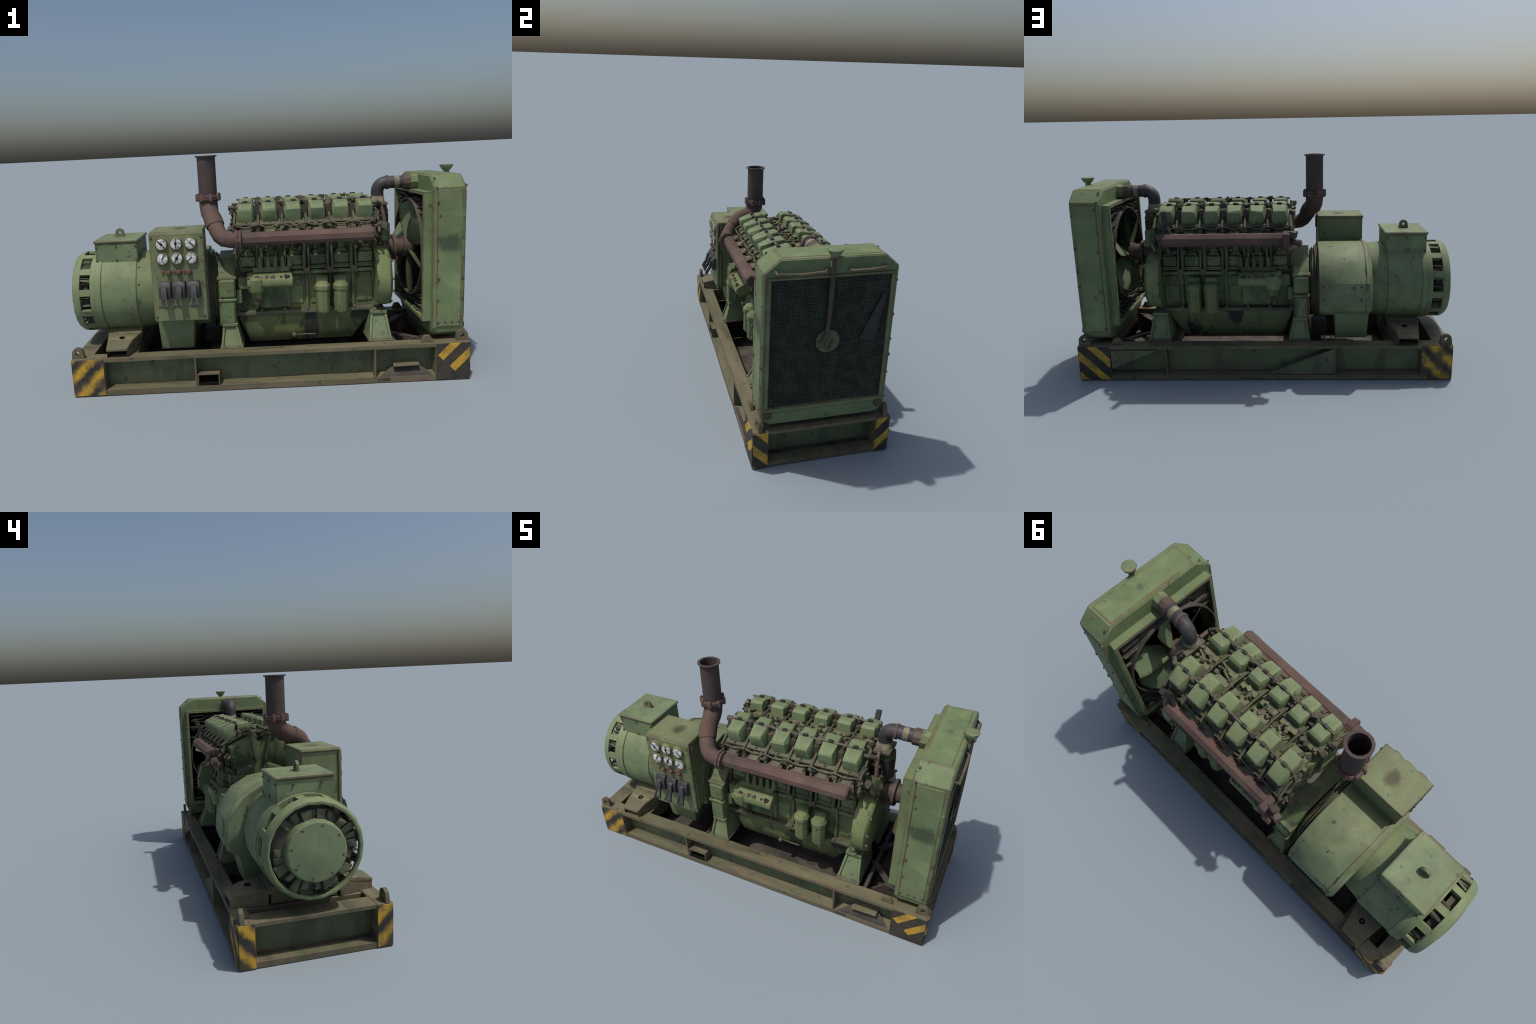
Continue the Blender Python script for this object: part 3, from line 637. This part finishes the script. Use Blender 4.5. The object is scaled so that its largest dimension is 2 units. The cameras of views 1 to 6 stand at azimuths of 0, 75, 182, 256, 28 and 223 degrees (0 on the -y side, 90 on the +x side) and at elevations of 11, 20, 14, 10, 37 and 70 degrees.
# timing gear cover at the front
k = K(); prof = [(.12, .648), (.212, .590), (.243, .50), (.243, .435), (.20, .368), (.16, .350)]
def gc(f): return [(YC + a * f, .49 + (b - .49) * f) for a, b in prof] + [(YC - a * f, .49 + (b - .49) * f) for a, b in prof]
k.hull([(.555, a, b) for a, b in gc(1)] + [(.618, a, b) for a, b in gc(1)] + [(.634, a, b) for a, b in gc(.93)], 0)
for s in (-1, 1):
    for a, b in prof:
        k.bolt((.628, Yn(a * .95, s), .49 + (b - .49) * .95), (1, 0, 0), .007, .012, 1); k.bolt((.556, Yn(a + .004, s), b), (-1, s * .5, 0), .007, .008, 1)
make('gear_cover', k, ['pump', 'fitting'], eng, wob=.002, angle=45)
# injection pumps, both sides
for s in (-1, 1):
    y = lambda v: Yn(v, s); k = K()
    k.hull([(x, y(a), b) for x in (-.088, .136) for a, b in ((.165, .552), (.215, .548), (.248, .527), (.25, .497), (.235, .485), (.165, .485))], 0, .004)
    k.revolve([(.455, .026), (.466, .040), (.490, .047), (.528, .048), (.540, .040)], (-.044, y(.212), 0), (0, 0, 1), 10, 0)
    k.hull([(x, y(a), .462) for x in (-.072, -.016) for a in (.14, .222)] + [(x, y(a), .40) for x in (-.062, -.028) for a in (.14, .205)] + [(-.045, y(.195), .365), (-.045, y(.14), .35)], 1)
    k.box(-.03, .125, *sorted((y(.13), y(.160))), .36, .485, 1, .004)
    for x in (-.078, -.05, -.022, .004, .03, .05, .075, .1, .122):
        k.obox((x + .008 * math.sin(x * 90), y(.236), .536), (.013 + .005 * math.sin(x * 70), .011, .016 + .006 * math.cos(x * 130)), (.5 * s, .3 * math.sin(x * 200), x * 9), 2 if math.sin(x * 300) > -.3 else 3, .001)
    k.revolve([(0, .018), (.016, .016), (.02, .01)], (-.044, y(.203), .405), (0, s, 0), 6, 2)
    k.box(-.06, .125, *sorted((y(.15), y(.195))), .552, .578, 1, .003)
    for x in (-.02, .018, .056, .092, .126):
        k.hull([(x + a, y(b), .576) for a in (-.012, .012) for b in (.165, .192)] + [(x + a, y(b), .632) for a in (-.007, .007) for b in (.17, .186)], 1, .002)
        k.tube([(x, y(.178), .63), (x + .01, y(.19), .665), (x + .03, y(.18), .70), (x + .03, y(.17), .74)], .0032, 6, 1)
    k.box(-.135, -.085, *sorted((y(.14), y(.19))), .47, .53, 1, .004)
    make('injection_pump', k, ['pump', 'engine', 'brown', 'dark'], eng, wob=.0025)
    for x in (.286, .378):
        k = K()
        k.revolve([(0, .012), (.012, .014), (.0125, .031), (.022, .036), (.13, .035), (.131, .040), (.150, .0405), (.166, .028), (.170, .012)], (x, y(.200), .326), (0, 0, 1), 9, 0, phase=x)
        k.hull([(x + a, y(b), z) for a in (-.03, .03) for b in (.13, .19) for z in (.47, .52)], 1, .003)
        make('oil_filter', k, ['pump', 'engine'], eng, wob=.0015)
# water outlet, header pots and front plumbing
k = K()
k.revolve([(0, .024), (.006, .027), (.08, .026), (.09, .02)], (.617, -.108, .678), (0, 0, 1), 6, 0)
k.tube([(.617, -.108, .76), (.614, -.105, .80), (.606, -.08, .85), (.60, -.03, .862)], .0095, 8, 1)
k.cyl((.617, -.108, .63), (.617, -.108, .68), .012, n=6, mi=1)
k.revolve([(0, .024), (.006, .027), (.08, .026), (.09, .02)], (.617, .132, .678), (0, 0, 1), 6, 0)
k.tube([(.617, .132, .76), (.614, .13, .80), (.612, .10, .855), (.60, .045, .86)], .0095, 8, 2)
k.cyl((.63, YC + .005, .70), (.63, YC + .005, .80), .036, n=10, mi=2)
k.cyl((.63, YC + .005, .80), (.62, YC + .005, .845), .038, .034, n=10, mi=0)
k.box(.57, .65, YC - .05, YC + .06, .845, .862, 3, .003)
k.hull([(.56, YC - .06, .64), (.64, YC - .06, .64), (.56, YC + .06, .64), (.64, YC + .06, .64), (.56, YC - .05, .72), (.63, YC - .04, .71), (.56, YC + .05, .72), (.63, YC + .04, .71)], 3, .004)
for s in (-1, 1):
    k.tube([(.545, Yn(.115, s), .868), (.575, Yn(.12, s), .872), (.60, Yn(.10, s), .862)], [.008, .012, .010], 6, 3)
    k.hull([(.552, Yn(a, s), b) for a, b in ((.17, .79), (.06, .84), (.03, .60), (.15, .60))] + [(.57, Yn(a, s), b) for a, b in ((.15, .78), (.07, .82), (.04, .62), (.14, .62))], 3, .003)
k.hull([(x, .262 + a, b) for x in (.488, .514) for a, b in ((-.01, .89), (.012, .885), (-.055, .80), (-.03, .795))], 2, .002)
k.tube([(.50, .222, .815), (.49, .235, .79), (.47, .25, .75)], .010, 8, 2)
make('front_plumbing', k, ['engine', 'rust', 'dark', 'fitting'], eng, wob=.001)
# crank pulley / fan drive
k = K(); FZ = .618
k.revolve([(.615, .05), (.665, .046), (.678, .046), (.680, .066), (.694, .067), (.696, .05), (.70, .047), (.755, .044), (.76, .03)], (0, YC - .005, FZ), (1, 0, 0), 14)
k.box(.632, .70, YC - .035, YC + .03, .552, .60, 0, .006)
make('fan_drive', k, 'brown', eng, wob=.0015)

# ------------------------------------------------------------------ exhaust
k = K()
for s in (-1, 1): pass
def manifold(s, x0, x1):
    k = K(); y = Yn(.237 if s > 0 else .248, s)
    k.revolve([(x0, .0335), (x0 + .06, .034), (.30, .033), (x1 - .075, .034), (x1 - .07, .0355), (x1 - .008, .035), (x1, .028)], (0, y, .735), (1, 0, 0), 8, 0, phase=PI / 8)
    for x in CX:
        k.hull([(x + d, Yn(.205, s), b) for d in (-.03, .03) for b in (.730, .762)] + [(x + d, Yn(.230, s), b) for d in (-.042, .042) for b in (.735, .763)], 0)
        k.hull([(x + d, Yn(a, s), b) for d in (-.03, .03) for a in (.188, .198) for b in (.725, .772)], 0, .002)
    return k
k = manifold(-1, -.12, .535)
k.revolve([(-.136, .040), (-.134, .050), (-.123, .050), (-.121, .044), (-.118, .048), (-.108, .048), (-.105, .037)], (0, Yn(.256, -1), .733), (1, 0, 0), 10, 0)
ex = make('exhaust_manifold', k, 'rust', angle=25, wob=.002)
k = manifold(1, -.115, .52)
k.hull([(x, YC + a, b) for x in (-.10, -.135) for a, b in ((.215, .70), (.29, .70), (.215, .775), (.285, .77))], 0, .004)
r = random.Random(5)
for c, sz in (((-.15, .255, .76), .03), ((-.165, .262, .725), .035), ((-.15, .29, .70), .028), ((-.155, .24, .705), .03), ((-.18, .275, .715), .022)):
    k.hull([(c[0] + r.uniform(-sz, sz), c[1] + r.uniform(-sz, sz) * .7, c[2] + r.uniform(-sz, sz) * .7) for _ in range(12)], 1 if sz > .029 else 0)
make('exhaust_manifold', k, ['rust', 'brown'], angle=25, wob=.002)
k = K()
k.tube([(-.125, -.242, .733), (-.155, -.240, .733), (-.188, -.233, .740), (-.210, -.217, .757), (-.224, -.197, .780), (-.234, -.175, .806)], [.038, .038, .040, .041, .041, .041], 14)
k.tube([(-.231, -.182, .797), (-.237, -.169, .813), (-.248, -.138, .834), (-.251, -.128, .838)], [.0455, .046, .0455, .045], 14)
k.tube([(-.248, -.136, .834), (-.256, -.110, .843), (-.264, -.078, .855), (-.268, -.056, .875), (-.27, -.046, .902), (-.27, -.0445, .935)], [.041, .043, .046, .0475, .048, .048], 16)
make('exhaust_elbow', k, 'rust', wob=.001)
k = K(); SC = (-.27, -.0445, 0); r_ = .0475
k.revolve([(.93, .044), (.93, r_), (1.132, r_), (1.135, .056), (1.141, .057), (1.141, .044)], SC, (0, 0, 1), 14, 0, closed=True)
k.revolve([(.90, .020), (.95, .043)], SC, (0, 0, 1), 14, 1)
stk = make('exhaust_stack', k, ['stack', 'black'], wob=.0006)
k = K(); k.revolve([(.920, .047), (.920, .061), (.931, .062), (.931, .047)], SC, (0, 0, 1), 12, closed=True); k.revolve([(.934, .047), (.934, .060), (.942, .058), (.942, .047)], SC, (0, 0, 1), 12, closed=True)
for i in range(8):
    a = 2 * PI * i / 8 + .3; p = (SC[0] + .057 * math.cos(a), SC[1] + .057 * math.sin(a))
    k.revolve([(.912, .006), (.916, .010), (.945, .0095), (.950, .006)], (p[0], p[1], 0), (0, 0, 1), 6)
make('pipe_flange', k, 'rust', stk, wob=.0015)

# ------------------------------------------------------------------ radiator
RX0, RX1 = .806, .960; RY = YC; HW = .300
def rad_outline(w, d=0):
    return [(RY - w + .045, .208 + d), (RY + w - .045, .208 + d), (RY + w - .008, .232 + d), (RY + w, .27), (RY + w, .943 - d * .4), (RY + w - .065, 1.0 - d), (RY - w + .065, 1.0 - d), (RY - w, .942 - d * .4), (RY - w, .27), (RY - w + .008, .232 + d)]
k = K()
# casing: outline swept front to back as a shell with a window for the core
bm = bmesh.new()
def loop(x, pts): return [bm.verts.new((x, *p)) for p in pts]
win = [(RY - .268, .300), (RY + .268, .300), (RY + .270, .305), (RY + .270, .320), (RY + .270, .900), (RY + .262, .908), (RY - .262, .908), (RY - .270, .900), (RY - .270, .320), (RY - .270, .305)]
L = [loop(.942, win), loop(RX1 - .001, win), loop(RX1, rad_outline(HW - .006, .006)), loop(RX1 - .007, rad_outline(HW)), loop(RX0 + .007, rad_outline(HW)), loop(RX0, rad_outline(HW - .008, .008))]
for A, B in zip(L, L[1:]):
    for i in range(10): bm.faces.new((A[i], A[(i + 1) % 10], B[(i + 1) % 10], B[i]))
bm.faces.new(L[0])
back = [(RY - .262, .295), (RY + .262, .295), (RY + .262, .30), (RY + .262, .32), (RY + .262, .900), (RY + .255, .908), (RY - .255, .908), (RY - .262, .900), (RY - .262, .32), (RY - .262, .30)]
B1, B2 = loop(RX0, back), loop(.912, back)
for A, B in ((L[-1], B1), (B1, B2)):
    for i in range(10): bm.faces.new((A[i], A[(i + 1) % 10], B[(i + 1) % 10], B[i]))
bm.faces.new(B2[::-1])
k.add(bm, 0)
k.box(.822, .938, RY - .222, RY + .222, .996, 1.002, 0, .002)                                   # top lid
for s in (-1, 1):                                                    # side covers with rows of bolts
    y = lambda v: Yn(v, s)
    k.box(.826, .944, *sorted((y(.296), y(.303))), .262, .93, 0, .003)
    k.box(.806, .826, *sorted((y(.295), y(.3035))), .255, .935, 0, .002)
    rb = random.Random(40 + s)
    for z in (.29, .41, .50, .60, .70, .80, .89):
        k.bolt((.832 + rb.uniform(-.006, .006), y(.302), z + rb.uniform(-.02, .02)), (rb.uniform(-.4, .4), s, 0), rb.uniform(.004, .0075), rb.uniform(.002, .007), rb.choice((0, 1)))
        if rb.random() < .75: k.bolt((.950, y(.298), z + rb.uniform(-.02, .02)), (.6, s, rb.uniform(-.3, .3)), rb.uniform(.004, .008), .007, rb.choice((0, 1)))
    for z in (.945, .985): k.bolt((.82, y(.302 - (z - .945) * 1.1), z), (0, s, .8), .006, .004, 1)
    k.revolve([(0, .019), (.012, .019), (.015, .012)], (RX1 - .004, y(.266), .262), (1, 0, 0), 10, 1)
for sx in (.835, .87, .90, .935):
    k.bolt((sx, RY - .302, .285), (0, -1, 0), .005, .004, 1)
k.box(RX1 - .002, RX1 + .004, RY - .285, RY + .285, .276, .296, 0, .002)
# raised frame around the core window
for a in ((RX1 - .002, RX1 + .006, RY - .284, RY - .268, .30, .91), (RX1 - .002, RX1 + .006, RY + .268, RY + .284, .30, .91), (RX1 - .002, RX1 + .006, RY - .284, RY + .284, .91, .922)):
    k.box(*a, 0, .002)
rad = make('radiator', k, ['radiator', 'brown'], wob=.002)
k = K(); k.box(.930, .9515, RY - .2695, RY + .2695, .3005, .9075, 0, 0)
make('radiator_core', k, 'core', rad)
k = K(); r = random.Random(9); nv, nh = 66, 58
for i in range(nv):
    yy = RY - .262 + .524 * i / (nv - 1) + r.uniform(-.001, .001); k.box(.9516, .9545 + r.uniform(0, .001), yy - .0020, yy + .0020, .303, .905, 0, 0)
for i in range(nh):
    zz = .308 + .592 * i / (nh - 1) + r.uniform(-.001, .001); k.box(.9520, .9555 + r.uniform(0, .0012), RY - .267, RY + .267, zz - .0018, zz + .0018, 0, 0)
make('core_mesh', k, 'core_fin', rad, stuff=True)
k = K(); k.hull([(.964, a, b) for a, b in ((.250, .824), (.262, .818), (.228, .594), (.152, .608), (.16, .622))] + [(.9615, a, b) for a, b in ((.250, .824), (.262, .818), (.228, .594), (.152, .608), (.16, .622))])
make('patch_plate', k, 'dark', rad)
k = K(); k.revolve([(0, .056), (.003, .055), (.0045, .05)], (.960, .007, .612), (1, 0, 0), 14, 0)
k.obox((.968, .0, .60), (.012, .012, .06), (.2, 0, 0), 1, .002); k.obox((.967, .022, .597), (.01, .012, .045), (-.3, 0, 0), 1, .002); k.obox((.967, -.02, .615), (.01, .04, .012), (.3, 0, 0), 1, .002)
make('core_boss', k, ['engine', 'fitting'], rad, wob=.001)
k = K(); k.tube([(.972, .008, 1.0), (.972, .006, .93), (.974, .003, .80), (.974, .0, .70), (.974, -.005, .65), (.966, -.018, .618)], [.011, .011, .0105, .010, .009, .009], 8)
make('overflow_pipe', k, 'brown', rad)
k = K(); k.revolve([(.985, .012), (1.005, .013), (1.012, .022), (1.030, .034), (1.036, .034), (1.0375, .028)], (.966, .010, 0), (0, 0, 1), 8, 0, phase=.3)
k.revolve([(.96, .018), (.985, .017)], (.962, .010, 0), (0, 0, 1), 8, 0)
make('filler_cap', k, 'bell', rad, wob=.001)
for pts in ([(-.242, .952), (-.235, .944), (-.13, .938), (-.03, .944), (-.016, .952)], [(.078, .946), (.09, .942), (.17, .942), (.235, .946), (.248, .952)]):
    k = K(); k.tube([(.958, pts[0][0], pts[0][1])] + [(.979, a, b) for a, b in pts[1:-1]] + [(.958, pts[-1][0], pts[-1][1])], .0062, 8)
    make('grab_rail', k, 'frame', rad)
# fan cowl: box frame behind the casing, dark core with bent fins, ring, fan
k = K(); Y0, Y1, Z0, Z1 = RY - .272, RY + .272, .285, .922
bm = bmesh.new()
def rl(x, i): return [bm.verts.new((x, y, z)) for y, z in ((Y0 + i, Z0 + i), (Y1 - i, Z0 + i), (Y1 - i, Z1 - i), (Y0 + i, Z1 - i))]
L = [rl(.806, 0), rl(.766, 0), rl(.766, .016), rl(.806, .016)]
for A, B in zip(L, L[1:]):
    for i in range(4): bm.faces.new((A[i], A[(i + 1) % 4], B[(i + 1) % 4], B[i]))
k.add(bm, 0, .002)
cowl = make('fan_cowl', k, 'radiator', rad, wob=.0025)
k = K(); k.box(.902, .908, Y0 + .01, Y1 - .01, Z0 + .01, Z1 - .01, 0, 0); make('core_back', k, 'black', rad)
k = K(); r = random.Random(31)
for j in range(46):
    z = Z0 + .03 + (Z1 - Z0 - .06) * j / 45
    for i in range(5):
        ya = Y0 + .022 + (Y1 - Y0 - .044) * i / 5; yb = ya + (Y1 - Y0 - .044) / 5 * r.uniform(.7, 1.05)
        if math.hypot((ya + yb) / 2 - RY, z - FZ) < .24 or r.random() < .15: continue
        xo = r.uniform(.782, .80)
        k.hull([(xo + a, yy, z + dz + b) for yy, dz in ((ya, r.uniform(-.01, .01)), (yb, r.uniform(-.01, .01))) for a in (-.009, .009) for b in (-.0022, .0022)], 0)
make('cooling_fins', k, 'backfin', rad, stuff=True)
k = K(); k.revolve([(.763, .256), (.763, .249), (.80, .249), (.80, .256)], (0, RY, FZ), (1, 0, 0), 36, closed=True)
make('fan_ring', k, 'ring', rad, wob=.0025)
k = K(); k.revolve([(.735, .03), (.74, .055), (.785, .055), (.79, .03)], (0, RY - .003, FZ), (1, 0, 0), 12)
fan = make('fan_hub', k, 'brown', rad)
k = K(); bm = bmesh.new(); rows = []
for rr_, wd, tw, cx in ((.045, .030, -.85, 0), (.11, .052, -.72, 0), (.18, .070, -.60, .002), (.225, .072, -.52, .003), (.243, .045, -.48, .004)):
    rows.append([(cx + q * wd * math.sin(tw) + t, q * wd * math.cos(tw), rr_ - (.012 if q > .6 and rr_ > .24 else 0)) for q, t in ((-1, 0), (-.3, .004), (.4, .003), (1, 0), (.4, -.001), (-.3, 0))])
vs = [[bm.verts.new(p) for p in row] for row in rows]
for A, B in zip(vs, vs[1:]):
    for i in range(6): bm.faces.new((A[i], A[(i + 1) % 6], B[(i + 1) % 6], B[i]))
bm.faces.new(vs[0][::-1]); bm.faces.new(vs[-1]); k.add(bm, 0)
blade = make('fan_blade', k, 'green', rad, loc=(.778, RY - .003, FZ)); blade.rotation_euler = (math.radians(-5), 0, 0)
for i in range(1, 6): again(blade, (.778, RY - .003, FZ), (math.radians(-5 + 60 * i), 0, 0))
# coolant hose: engine outlet -> elbow -> header tank
k = K(); hy = .012
arc = [(.607 + .045 * (1 - math.cos(t)), hy - .004 * t, .915 + .045 * math.sin(t)) for t in [PI / 2 * i / 6 for i in range(7)]]
k.tube([(.607, hy, .868)] + arc + [(.70, hy - .01, .960)], .0325, 14, 0)
k.tube([(.607, hy, .862), (.607, hy, .875), (.607, hy, .884)], [.037, .036, .0335], 12, 1)
k.tube([(.607, hy, .884), (.607, hy, .893)], .0335, 12, 1)
k.tube([(.652, hy - .008, .960), (.664, hy - .008, .960)], .037, 12, 2)
k.tube([(.69, hy - .01, .960), (.715, hy - .01, .9595)], .0335, 12, 1)
k.tube([(.714, hy - .01, .9595), (.735, hy - .01, .959)], .0325, 12, 0)
k.tube([(.733, hy - .01, .959), (.738, hy - .01, .959), (.772, hy - .011, .958), (.778, hy - .011, .958)], [.034, .040, .040, .035], 10, 3)
k.tube([(.770, hy - .011, .958), (.812, hy - .012, .957)], .041, 8, 4)
make('coolant_hose', k, ['rubber', 'cream', 'rust', 'brown', 'radiator'], rad, wob=.0008)
